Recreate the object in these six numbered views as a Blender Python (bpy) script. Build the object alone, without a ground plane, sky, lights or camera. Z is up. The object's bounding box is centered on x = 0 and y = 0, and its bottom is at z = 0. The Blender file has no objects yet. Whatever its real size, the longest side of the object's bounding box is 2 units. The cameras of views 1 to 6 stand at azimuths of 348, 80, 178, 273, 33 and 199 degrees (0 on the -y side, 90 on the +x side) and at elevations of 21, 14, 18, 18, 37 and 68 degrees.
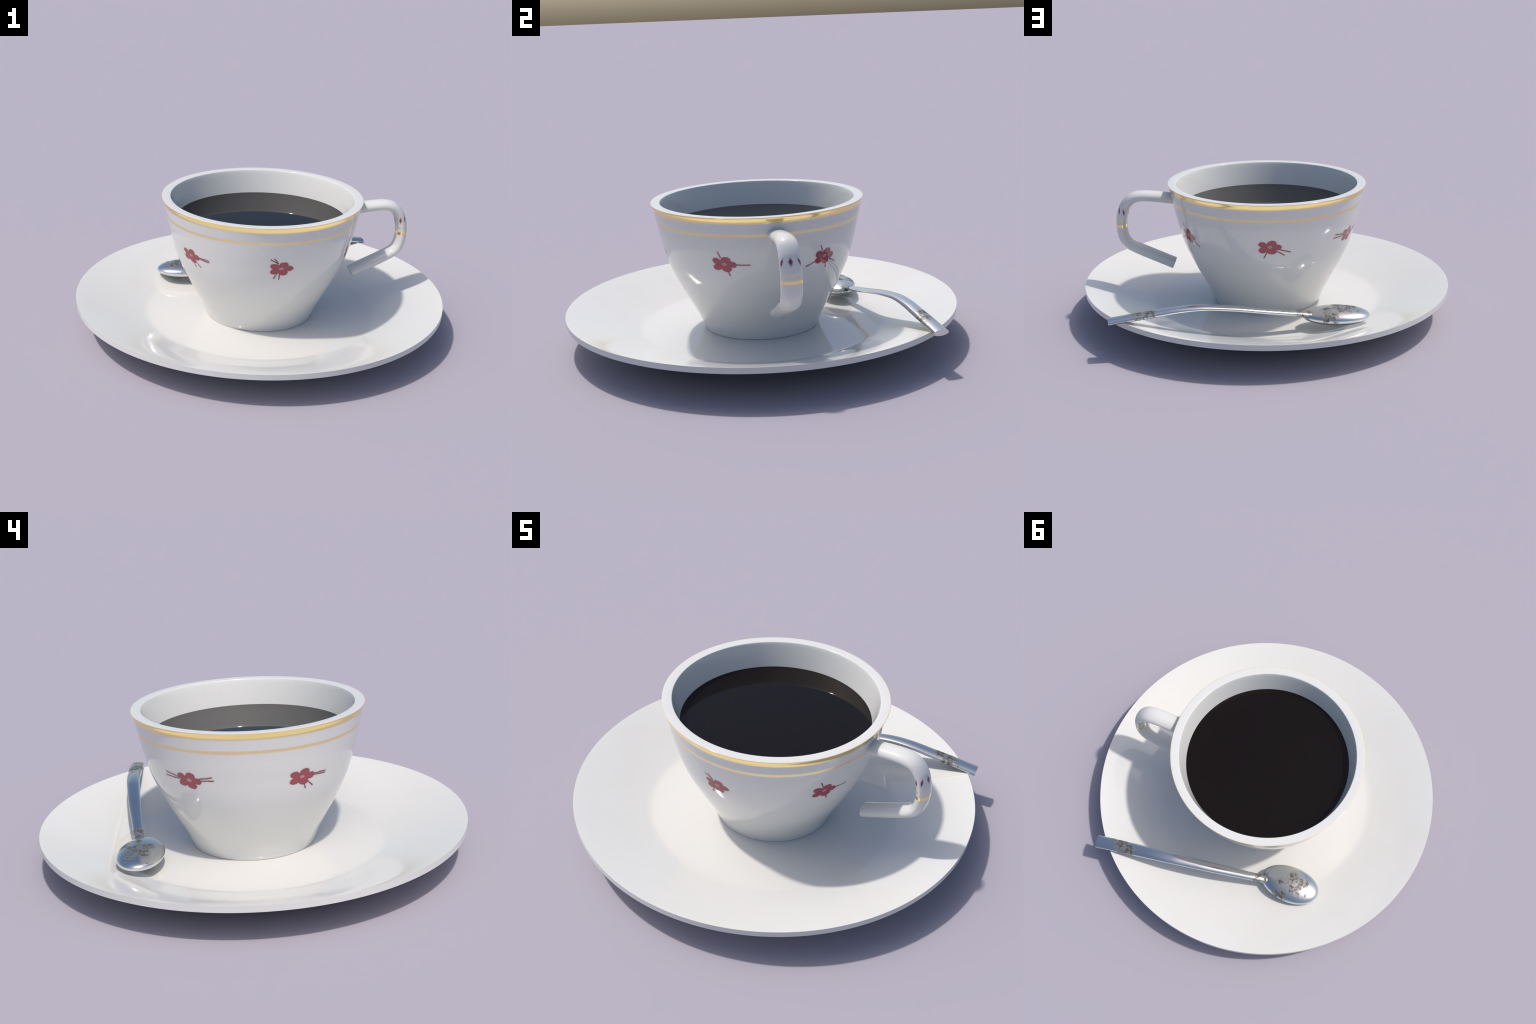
"""A cup of black coffee on a saucer, with a teaspoon lying upside down beside it."""
import bpy, bmesh, math
from mathutils import Vector

TAU = 2 * math.pi


# ------------------------------------------------------------------ geometry helpers
def catmull(points, steps=8):
    """Smooth open curve through control points (tuples of any length)."""
    pts = [tuple(2 * a - b for a, b in zip(points[0], points[1]))] + list(points) + \
          [tuple(2 * a - b for a, b in zip(points[-1], points[-2]))]
    out = []
    for i in range(1, len(pts) - 2):
        p0, p1, p2, p3 = pts[i - 1:i + 3]
        for k in range(steps):
            t = k / steps
            out.append(tuple(
                0.5 * (2 * b + (c - a) * t + (2 * a - 5 * b + 4 * c - d) * t * t
                       + (3 * b - a - 3 * c + d) * t ** 3)
                for a, b, c, d in zip(p0, p1, p2, p3)))
    out.append(tuple(points[-1]))
    return out


def new_object(name, bm, material, parent=None, sharp=35):
    me = bpy.data.meshes.new(name)
    bmesh.ops.recalc_face_normals(bm, faces=bm.faces)
    bm.to_mesh(me)
    bm.free()
    for p in me.polygons:
        p.use_smooth = True
    me.set_sharp_from_angle(angle=math.radians(sharp))
    me.materials.append(material)
    ob = bpy.data.objects.new(name, me)
    bpy.context.scene.collection.objects.link(ob)
    if parent:
        ob.parent = parent
        ob.matrix_parent_inverse = parent.matrix_basis.inverted()
    return ob


def empty(name, loc, label, category):
    ob = bpy.data.objects.new(name, None)
    ob.location = loc
    ob.empty_display_size = 0.1
    bpy.context.scene.collection.objects.link(ob)
    ob["label"], ob["category"] = label, category
    return ob


def lathe(profile, segments=192, close=False):
    """Surface of revolution about z of an (r, z) profile; r = 0 collapses to a pole."""
    bm = bmesh.new()
    rings = []
    for r, z in profile:
        if r < 1e-6:
            rings.append([bm.verts.new((0, 0, z))])
        else:
            rings.append([bm.verts.new((r * math.cos(TAU * i / segments),
                                        r * math.sin(TAU * i / segments), z))
                          for i in range(segments)])
    pairs = list(zip(rings, rings[1:])) + ([(rings[-1], rings[0])] if close else [])
    for a, b in pairs:
        for i in range(segments):
            j = (i + 1) % segments
            if len(a) == 1 and len(b) == 1:
                continue
            if len(a) == 1:
                bm.faces.new((a[0], b[i], b[j]))
            elif len(b) == 1:
                bm.faces.new((a[i], a[j], b[0]))
            else:
                bm.faces.new((a[i], a[j], b[j], b[i]))
    return bm


def sweep(path, side, half_w, half_t, segments=40):
    """Elliptical bar along a planar path. side = unit normal of the path's plane;
    half_w(i) across the plane, half_t(i) inside it. Flat capped ends."""
    bm = bmesh.new()
    n = len(path)
    rings = []
    for i, p in enumerate(path):
        tan = (path[min(i + 1, n - 1)] - path[max(i - 1, 0)]).normalized()
        up = side.cross(tan).normalized()
        rings.append([bm.verts.new(p + side * half_w(i) * math.cos(TAU * k / segments)
                                   + up * half_t(i) * math.sin(TAU * k / segments))
                      for k in range(segments)])
    for a, b in zip(rings, rings[1:]):
        for k in range(segments):
            j = (k + 1) % segments
            bm.faces.new((a[k], a[j], b[j], b[k]))
    bm.faces.new(rings[0])
    bm.faces.new(rings[-1])
    return bm


# ------------------------------------------------------------------ node helpers
class Nodes:
    def __init__(self, name):
        self.mat = bpy.data.materials.new(name)
        self.mat.use_nodes = True
        self.nt = self.mat.node_tree
        self.bsdf = self.nt.nodes["Principled BSDF"]

    def _set(self, sock, v):
        if isinstance(v, bpy.types.NodeSocket):
            self.nt.links.new(v, sock)
        else:
            sock.default_value = v

    def node(self, kind, **props):
        n = self.nt.nodes.new(kind)
        for k, v in props.items():
            setattr(n, k, v)
        return n

    def math(self, op, a, b=0.0, c=0.0):
        n = self.node("ShaderNodeMath", operation=op)
        for s, v in zip(n.inputs, (a, b, c)):
            self._set(s, v)
        return n.outputs[0]

    def vec(self, op, a, b=(0, 0, 0)):
        n = self.node("ShaderNodeVectorMath", operation=op)
        self._set(n.inputs[0], a)
        if op not in ("LENGTH", "NORMALIZE"):
            self._set(n.inputs[1], b)
        return n.outputs["Value"] if op in ("LENGTH", "DISTANCE", "DOT_PRODUCT") else n.outputs[0]

    def split(self, v):
        n = self.node("ShaderNodeSeparateXYZ")
        self._set(n.inputs[0], v)
        return n.outputs

    def join(self, x, y, z=0.0):
        n = self.node("ShaderNodeCombineXYZ")
        for s, v in zip(n.inputs, (x, y, z)):
            self._set(s, v)
        return n.outputs[0]

    def ramp(self, v, lo, hi, a=0.0, b=1.0):
        """Smooth step of v from lo to hi, giving a to b."""
        n = self.node("ShaderNodeMapRange", interpolation_type='SMOOTHSTEP')
        for s, x in zip(n.inputs, (v, lo, hi, a, b)):
            self._set(s, x)
        return n.outputs[0]

    def mix(self, f, a, b):
        n = self.node("ShaderNodeMix", data_type='RGBA')
        self._set(n.inputs[0], f)
        self._set(n.inputs[6], a if isinstance(a, bpy.types.NodeSocket) else (*a, 1))
        self._set(n.inputs[7], b if isinstance(b, bpy.types.NodeSocket) else (*b, 1))
        return n.outputs[2]

    def noise(self, vec, scale, detail=3.0, rough=0.55, distort=0.0, color=False):
        n = self.node("ShaderNodeTexNoise")
        self._set(n.inputs["Vector"], vec)
        n.inputs["Scale"].default_value = scale
        n.inputs["Detail"].default_value = detail
        n.inputs["Roughness"].default_value = rough
        n.inputs["Distortion"].default_value = distort
        return n.outputs["Color" if color else "Fac"]

    def coords(self):
        return self.node("ShaderNodeTexCoord").outputs["Object"]

    def capsule(self, p, a, b, w):
        """Signed distance from the 2D point p to a stroke from a to b of half width w."""
        mid = ((a[0] + b[0]) / 2, (a[1] + b[1]) / 2, 0)
        d = (b[0] - a[0], b[1] - a[1])
        half = math.hypot(*d) / 2
        m = self.node("ShaderNodeMapping", vector_type='TEXTURE')
        self._set(m.inputs["Vector"], p)
        m.inputs["Location"].default_value = mid
        m.inputs["Rotation"].default_value = (0, 0, math.atan2(d[1], d[0]))
        x, y, _ = self.split(m.outputs[0])
        over = self.math('MAXIMUM', self.math('SUBTRACT', self.math('ABSOLUTE', x), half), 0.0)
        return self.math('SUBTRACT', self.vec('LENGTH', self.join(over, y)), w)

    def ellipse(self, p, c, a, b, rot=0.0):
        """Approximate signed distance to an ellipse."""
        m = self.node("ShaderNodeMapping", vector_type='TEXTURE')
        self._set(m.inputs["Vector"], p)
        m.inputs["Location"].default_value = (*c, 0)
        m.inputs["Rotation"].default_value = (0, 0, rot)
        m.inputs["Scale"].default_value = (a, b, 1)
        return self.math('MULTIPLY_ADD', self.vec('LENGTH', m.outputs[0]), min(a, b), -min(a, b))

    def minimum(self, items):
        out = items[0]
        for i in items[1:]:
            out = self.math('MINIMUM', out, i)
        return out

    def surface(self, **inputs):
        for k, v in inputs.items():
            s = self.bsdf.inputs[k.replace("_", " ")]
            self._set(s, (*v, 1) if isinstance(v, tuple) and len(v) == 3 and s.type == 'RGBA' else v)
        return self.mat


PORCELAIN = (0.705, 0.70, 0.675)
GOLD = (1.0, 0.75, 0.34)
RED = (0.37, 0.058, 0.082)
RED_EDGE = (0.19, 0.064, 0.076)
STROKE = (0.15, 0.078, 0.085)
GLAZE = dict(Roughness=0.07, IOR=1.5)


# ------------------------------------------------------------------ materials
def saucer_material():
    n = Nodes("saucer_glaze")
    p = n.coords()
    f = n.noise(p, 3.0, 4, 0.6)
    g = n.noise(p, 40.0, 2, 0.5)
    col = n.mix(n.ramp(f, 0.35, 0.7), PORCELAIN, (0.695, 0.685, 0.655))
    col = n.mix(n.ramp(n.vec('LENGTH', n.vec('MULTIPLY', p, (1, 1, 0))), 0.66, 0.60), col, (0.688, 0.672, 0.636))
    col = n.mix(n.ramp(g, 0.3, 0.8, 0.0, 0.12), col, (0.67, 0.675, 0.67))
    return n.surface(Base_Color=col, **GLAZE)


def cup_material():
    """White glaze with two gold rings below the lip and six red flowers round the belly."""
    n = Nodes("painted_porcelain")
    p = n.coords()
    x, y, z = n.split(p)
    rho = n.vec('LENGTH', n.join(x, y))
    ang = n.math('ARCTAN2', y, x)
    # fold the belly into six equal sectors, a flower in the middle of each
    sector = n.math('FLOOR', n.math('DIVIDE', ang, TAU / 6))          # -3 .. 2
    local = n.math('SUBTRACT', n.math('SUBTRACT', ang, n.math('MULTIPLY', sector, TAU / 6)), TAU / 12)
    wob = n.noise(p, 42.0, 2, 0.5, color=True)
    wob = n.vec('SCALE', n.vec('SUBTRACT', wob, (0.5, 0.5, 0.5)))
    wob.node.inputs["Scale"].default_value = 0.007
    q = n.join(n.math('MULTIPLY', local, rho), n.math('SUBTRACT', z, 0.494))
    q = n.vec('ADD', q, wob)
    petals = [n.ellipse(q, c, a, b, r) for c, a, b, r in (
        ((-0.033, 0.0145), 0.0230, 0.0165, -0.25), ((0.0125, 0.0215), 0.0240, 0.0175, 0.1),
        ((0.0400, 0.000), 0.0235, 0.0160, -0.1), ((0.0105, -0.0215), 0.0250, 0.0175, -0.2),
        ((-0.031, -0.0145), 0.0235, 0.0165, 0.2), ((0.003, 0.000), 0.0360, 0.0235, 0.0))]
    flower = n.minimum(petals)
    # brown seams where petals meet: near the edge of their own ellipse but inside the flower
    inner = n.minimum(petals[:5])
    # pale eye with a dark fleck
    eye = n.ellipse(q, (0.002, 0.001), 0.0115, 0.0066, -0.15)
    fleck = n.capsule(q, (-0.004, 0.003), (0.008, -0.003), 0.0016)
    # stamen strokes, different in every sector
    strokes = {
        2: [((-.052, .0096), (-.124, .0225)), ((-.052, .001), (-.131, .0050)),
            ((.055, .0125), (.116, .0241)), ((.057, .0036), (.121, .0081))],
        -3: [((.053, .0040), (.127, .0024)), ((.053, -.0014), (.126, -.0067)),
             ((.016, -.0340), (.0256, -.0577)), ((.033, -.0260), (.0593, -.0513)),
             ((.045, .012), (.056, .012))],
        1: [((.049, -.0130), (.107, -.0307)), ((.033, -.0190), (.0760, -.0461)),
            ((-.013, -.0270), (-.0269, -.059))],
        0: [((-.016, .0300), (-.0323, .0594)), ((.042, -.0200), (.085, -.0425)),
            ((.013, -.0330), (.0209, -.0599)), ((-.05, -.0170), (-.1000, -.0348))],
        -1: [((-.011, .0330), (-.0226, .0604)), ((.057, -.0006), (.1250, -.0021)),
             ((.0145, -.034), (.0242, -.0560))],
        -2: [((-.018, .0310), (-.0538, .0552)), ((-.016, .031), (-.0366, .0595)),
             ((-.017, -.0240), (-.0332, -.055)), ((-.0045, -.032), (-.0067, -.0608))],
    }
    sets = []
    for s, segs in strokes.items():
        d = n.minimum([n.capsule(q, a, b, 0.0032) for a, b in segs])
        away = n.math('GREATER_THAN', n.math('ABSOLUTE', n.math('SUBTRACT', sector, float(s))), 0.5)
        sets.append(n.math('ADD', d, away))
    stroke = n.minimum(sets)

    outside = n.math('GREATER_THAN', n.math('SUBTRACT', rho, n.math('MULTIPLY_ADD', z, 0.32, 0.29)), -0.02)
    fl = n.math('MULTIPLY', n.ramp(flower, 0.0026, -0.0020), outside)
    st = n.math('MULTIPLY', n.ramp(stroke, 0.0020, -0.0018), outside)
    halo = n.math('MULTIPLY', n.ramp(n.math('MINIMUM', flower, stroke), 0.014, 0.0, 0.0, 0.34), outside)

    grain = n.noise(p, 140.0, 3, 0.6)
    tint = n.noise(p, 45.0, 2, 0.5, color=True)
    base = n.mix(n.math('MULTIPLY', n.ramp(z, 0.50, 0.62), 0.05), PORCELAIN, tint)
    base = n.mix(halo, base, (0.74, 0.50, 0.52))
    red = n.mix(n.ramp(inner, -0.0060, 0.0005, 0.0, 0.45), RED, RED_EDGE)
    red = n.mix(n.ramp(flower, -0.0065, 0.0, 0.0, 0.85), red, RED_EDGE)
    red = n.mix(n.ramp(grain, 0.45, 0.75, 0.0, 0.6), red, RED_EDGE)
    red = n.mix(n.ramp(eye, 0.0022, -0.0022), red, (0.60, 0.33, 0.34))
    red = n.mix(n.ramp(fleck, 0.0010, -0.0010), red, (0.20, 0.10, 0.10))
    col = n.mix(st, base, STROKE)
    col = n.mix(fl, col, red)
    # gold rings, the upper one creeping a little over the lip
    edge = n.noise(p, 90.0, 3, 0.6)
    lift = n.math('MULTIPLY_ADD', edge, 0.0030, -0.0015)
    zz = n.math('ADD', z, lift)
    on_out = n.math('GREATER_THAN', rho, 0.505)
    on_wall = n.math('LESS_THAN', n.math('ADD', z, n.math('MULTIPLY', lift, 1.6)), 0.7222)
    on_lip = n.math('GREATER_THAN', n.math('ADD', rho, n.math('MULTIPLY', lift, 2.2)), 0.5334)
    wide = n.math('MULTIPLY', n.ramp(zz, 0.6900, 0.6985), n.math('MAXIMUM', on_wall, on_lip))
    thin = n.math('MULTIPLY', n.ramp(zz, 0.6255, 0.6345), n.ramp(zz, 0.6495, 0.6405))
    wide = n.math('MULTIPLY', wide, on_out)
    thin = n.math('MULTIPLY', thin, on_out)
    streak = n.noise(n.join(ang, n.math('MULTIPLY', z, 30.0)), 2.5, 2, 0.5)
    gold = n.mix(n.ramp(streak, 0.4, 0.62), GOLD, (0.97, 0.80, 0.40))
    thin_gold = n.mix(n.ramp(streak, 0.42, 0.58), (0.94, 0.68, 0.38), (0.90, 0.76, 0.36))
    gold = n.mix(n.math('GREATER_THAN', z, 0.7222), gold, (0.74, 0.62, 0.42))
    col = n.mix(wide, col, gold)
    col = n.mix(n.math('MULTIPLY', thin, 0.85), col, thin_gold)
    metal = n.math('MAXIMUM', n.math('MULTIPLY', wide, n.math('LESS_THAN', z, 0.7222)), n.math('MULTIPLY', thin, 0.6))
    return n.surface(Base_Color=col, Metallic=n.math('MULTIPLY', metal, 0.88), IOR=1.5,
                     Roughness=n.math('MULTIPLY_ADD', metal, 0.11, 0.07))


def handle_material():
    """The same decoration squeezed onto the handle's grip: tiny flowers and two gold rings."""
    n = Nodes("painted_handle")
    p = n.coords()
    x, y, z = n.split(p)
    edge = n.noise(p, 70.0, 2, 0.5)
    ang = n.math('ARCTAN2', n.math('MULTIPLY', y, 0.48), n.math('SUBTRACT', x, 0.787))
    shifted = n.math('ADD', ang, 0.10)
    k = n.math('ROUND', n.math('DIVIDE', shifted, TAU / 6))
    a = n.math('MULTIPLY', n.math('SUBTRACT', shifted, n.math('MULTIPLY', k, TAU / 6)), 0.040)
    # follow the tube's bend: further in, the same ring sits a little lower
    zl = n.math('SUBTRACT', z, n.math('MULTIPLY_ADD', n.math('SUBTRACT', x, 0.79), 0.35, 0.572))
    wob = n.math('MULTIPLY', n.math('SUBTRACT', n.noise(p, 75.0, 2, 0.5), 0.5), 0.008)
    q = n.join(n.math('ADD', a, wob), zl)
    d = n.minimum([n.ellipse(q, (0, 0.002), 0.0072, 0.0150, 0.15), n.capsule(q, (-0.0015, 0.0215), (0.0015, -0.0175), 0.0015)])
    on = n.math('GREATER_THAN', x, 0.735)
    fl = n.math('MULTIPLY', n.ramp(d, 0.0026, -0.0026), on)
    col = n.mix(n.math('MULTIPLY', n.ramp(d, 0.012, 0.0, 0.0, 0.25), on), PORCELAIN, (0.62, 0.46, 0.52))
    col = n.mix(fl, col, n.mix(n.ramp(d, -0.0055, 0.0), (0.25, 0.05, 0.09), (0.17, 0.065, 0.11)))
    zb = n.math('SUBTRACT', n.math('ADD', z, n.math('MULTIPLY', edge, 0.004)), 0.002)
    wide = n.math('MULTIPLY', n.math('MULTIPLY', n.ramp(zb, 0.478, 0.484), n.ramp(zb, 0.500, 0.494)), on)
    thin = n.math('MULTIPLY', n.math('MULTIPLY', n.ramp(zb, 0.513, 0.518), n.ramp(zb, 0.527, 0.521)), on)
    col = n.mix(wide, col, GOLD)
    col = n.mix(n.math('MULTIPLY', thin, 0.6), col, (0.80, 0.66, 0.30))
    return n.surface(Base_Color=col, Metallic=n.math('MAXIMUM', n.math('MULTIPLY', wide, 0.9),
                                                      n.math('MULTIPLY', thin, 0.4)), **GLAZE)


def coffee_material():
    n = Nodes("black_coffee")
    return n.surface(Base_Color=(0.0062, 0.0038, 0.0027), Roughness=0.03, IOR=1.31)


def metal_material():
    """Polished steel, tarnished in blotches."""
    n = Nodes("tarnished_steel")
    p = n.coords()
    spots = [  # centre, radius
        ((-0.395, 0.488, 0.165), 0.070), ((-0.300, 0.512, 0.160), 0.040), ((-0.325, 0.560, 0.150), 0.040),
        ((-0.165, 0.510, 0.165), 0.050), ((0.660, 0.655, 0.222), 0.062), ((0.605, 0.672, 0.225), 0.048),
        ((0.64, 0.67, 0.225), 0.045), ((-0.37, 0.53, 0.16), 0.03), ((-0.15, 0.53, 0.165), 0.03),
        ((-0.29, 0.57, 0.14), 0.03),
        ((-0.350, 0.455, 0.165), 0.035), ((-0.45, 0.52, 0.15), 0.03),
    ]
    near = None
    for c, r in spots:
        d = n.math('DIVIDE', n.vec('DISTANCE', p, c), r)
        near = d if near is None else n.math('MINIMUM', near, d)
    blot = n.noise(p, 32.0, 5, 0.62, 0.5)
    fine = n.noise(p, 120.0, 4, 0.7)
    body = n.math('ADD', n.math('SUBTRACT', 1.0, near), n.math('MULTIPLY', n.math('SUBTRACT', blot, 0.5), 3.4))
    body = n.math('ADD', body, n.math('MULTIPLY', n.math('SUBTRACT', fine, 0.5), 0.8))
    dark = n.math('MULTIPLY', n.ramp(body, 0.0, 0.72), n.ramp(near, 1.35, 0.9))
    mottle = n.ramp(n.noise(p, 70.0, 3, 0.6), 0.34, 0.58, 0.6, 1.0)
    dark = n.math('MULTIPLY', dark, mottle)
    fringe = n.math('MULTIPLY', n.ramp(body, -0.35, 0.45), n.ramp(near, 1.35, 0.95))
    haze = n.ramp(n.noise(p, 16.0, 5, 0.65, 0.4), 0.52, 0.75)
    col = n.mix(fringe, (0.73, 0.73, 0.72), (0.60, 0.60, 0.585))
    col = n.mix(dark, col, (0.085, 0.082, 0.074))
    rough = n.math('ADD', 0.125, n.math('MULTIPLY', haze, 0.05))
    rough = n.math('ADD', rough, n.math('MULTIPLY', fringe, 0.08))
    rough = n.math('ADD', rough, n.math('MULTIPLY', dark, 0.30))
    bump = n.node("ShaderNodeBump")
    bump.inputs["Strength"].default_value = 0.09
    bump.inputs["Distance"].default_value = 0.004
    n.nt.links.new(n.math('ADD', n.math('MULTIPLY', n.math('MULTIPLY', fringe, blot), 1.2),
                          n.math('MULTIPLY', fine, 0.03)), bump.inputs["Height"])
    return n.surface(Base_Color=col, Metallic=n.math('SUBTRACT', 1.0, n.math('MULTIPLY', dark, 0.55)),
                     Roughness=rough, Normal=bump.outputs[0])


# ------------------------------------------------------------------ saucer
glaze = saucer_material()
top = [(0.0, 0.0608), (0.30, 0.0610), (0.45, 0.0612), (0.54, 0.0618)]
top += catmull([(0.590, 0.0622), (0.615, 0.0634), (0.638, 0.0680), (0.665, 0.0766), (0.72, 0.0948),
                (0.80, 0.1217), (0.88, 0.1472), (0.94, 0.1655), (0.975, 0.1755), (0.99, 0.1795)], 6) + [(0.9990, 0.1817)]
rim = [(1.0, 0.1820), (1.0, 0.1542)]
under = catmull([(0.985, 0.1487), (0.90, 0.1178), (0.80, 0.0828), (0.72, 0.0570), (0.665, 0.0425), (0.62, 0.0345)], 5)
foot = [(0.603, 0.0310), (0.594, 0.0060), (0.588, 0.0010), (0.582, 0.0), (0.560, 0.0), (0.554, 0.0010), (0.548, 0.0060),
        (0.540, 0.0260)]
saucer = new_object("saucer", lathe(top + rim + under + foot + [(0.500, 0.0260), (0.0, 0.0260)]), glaze, sharp=30)
saucer["label"] = "round white glazed saucer with wide sloping rim"
saucer["category"] = "saucer"
# ------------------------------------------------------------------ cup
cup = empty("coffee_cup", (0, 0, 0.0612), "white porcelain cup of black coffee with gold rings and red flowers", "cup")
outer = catmull([(0.2947, 0.0650), (0.2992, 0.0790), (0.3077, 0.1000), (0.3252, 0.1400), (0.3462, 0.1800),
                 (0.3677, 0.2200), (0.3892, 0.2600), (0.4092, 0.3000), (0.4282, 0.3400), (0.4462, 0.3800),
                 (0.4612, 0.4200), (0.4732, 0.4600), (0.4837, 0.5000), (0.4942, 0.5400), (0.5032, 0.5800),
                 (0.5112, 0.6200), (0.5192, 0.6600), (0.5272, 0.6990), (0.5347, 0.7190)], 5)
lip = [(0.5362, 0.7234), (0.5365, 0.7245), (0.5358, 0.7252), (0.5346, 0.7256), (0.5334, 0.72565), (0.4935, 0.72460), (0.4921, 0.7244),
       (0.4907, 0.7236), (0.4899, 0.7222)]
inner = catmull([(0.4870, 0.7140), (0.4795, 0.6860), (0.4580, 0.5980), (0.4330, 0.4900), (0.4020, 0.4000),
                 (0.3400, 0.2600), (0.2800, 0.1500), (0.2200, 0.1100)], 4)
body_profile = [(0.0, 0.0700), (0.26, 0.0700), (0.272, 0.0614), (0.2890, 0.0614), (0.2927, 0.0622)] + \
    outer + lip + inner + [(0.12, 0.1010), (0.0, 0.1000)]
new_object("cup_body", lathe(body_profile, 360), cup_material(), cup, sharp=40)

coffee_profile = [(0.0, 0.5980), (0.30, 0.5980), (0.452, 0.5980), (0.4600, 0.5983), (0.4595, 0.5940),
                  (0.4300, 0.4700), (0.0, 0.4700)]
new_object("coffee", lathe(coffee_profile), coffee_material(), cup, sharp=40)

# handle: a bent tube whose lower end stops short of the cup wall
spine = catmull([(0.488, 0.6310), (0.541, 0.6370), (0.610, 0.6450), (0.684, 0.6480), (0.733, 0.6360),
                 (0.768, 0.6000), (0.786, 0.5550), (0.7935, 0.5050), (0.7925, 0.4600), (0.782, 0.4150),
                 (0.756, 0.3800), (0.702, 0.3500), (0.607, 0.3070), (0.5135, 0.2655)], 10)
new_object("cup_handle", sweep([Vector((x, 0, z)) for x, z in spine], Vector((0, 1, 0)),
                               lambda i: 0.0492, lambda i: 0.0303, 56), handle_material(), cup, sharp=40)

# ------------------------------------------------------------------ teaspoon
steel = metal_material()
spoon = empty("teaspoon", (-0.343, 0.4884, 0.088), "shiny steel teaspoon lying bowl down, tarnished in blotches", "spoon")
side = Vector((0.165, -0.986, 0)).normalized()
# middle of the handle from its flat end to where it enters the bowl, then half width and half thickness
rail = catmull([(0.7980, 0.6845, 0.1872, 0.0395, 0.0165), (0.6739, 0.6700, 0.2035, 0.0375, 0.0165),
                (0.5477, 0.6550, 0.2180, 0.0358, 0.0165), (0.4850, 0.6480, 0.2260, 0.0348, 0.0162),
                (0.4230, 0.6400, 0.2310, 0.0340, 0.0158), (0.3620, 0.6315, 0.2325, 0.0333, 0.0153),
                (0.3013, 0.6208, 0.2295, 0.0325, 0.0150), (0.1753, 0.5975, 0.2130, 0.0307, 0.0148),
                (0.0870, 0.5795, 0.1965, 0.0290, 0.0146), (-0.0013, 0.5608, 0.1795, 0.0268, 0.0142),
                (-0.1312, 0.5330, 0.1573, 0.0240, 0.0132), (-0.2080, 0.5165, 0.1430, 0.0226, 0.0130),
                (-0.2400, 0.5100, 0.1370, 0.0220, 0.0130)], 8)
path = [Vector(p[:3]) - Vector((0, 0, 0.0005)) for p in rail]
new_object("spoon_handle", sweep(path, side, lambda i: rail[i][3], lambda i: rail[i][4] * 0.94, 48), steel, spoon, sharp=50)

bm = bmesh.new()
bmesh.ops.create_uvsphere(bm, u_segments=96, v_segments=64, radius=1.0)
turn = math.radians(-1.1)
for v in bm.verts:
    x, y, z = v.co
    y *= 1.0 - 0.05 * x          # a little fuller toward the tip
    x, y, z = x * 0.1748, y * 0.107, z * 0.0418
    v.co = (-0.3405 + x * math.cos(turn) - y * math.sin(turn),
            0.4884 + x * math.sin(turn) + y * math.cos(turn), 0.1294 + z)
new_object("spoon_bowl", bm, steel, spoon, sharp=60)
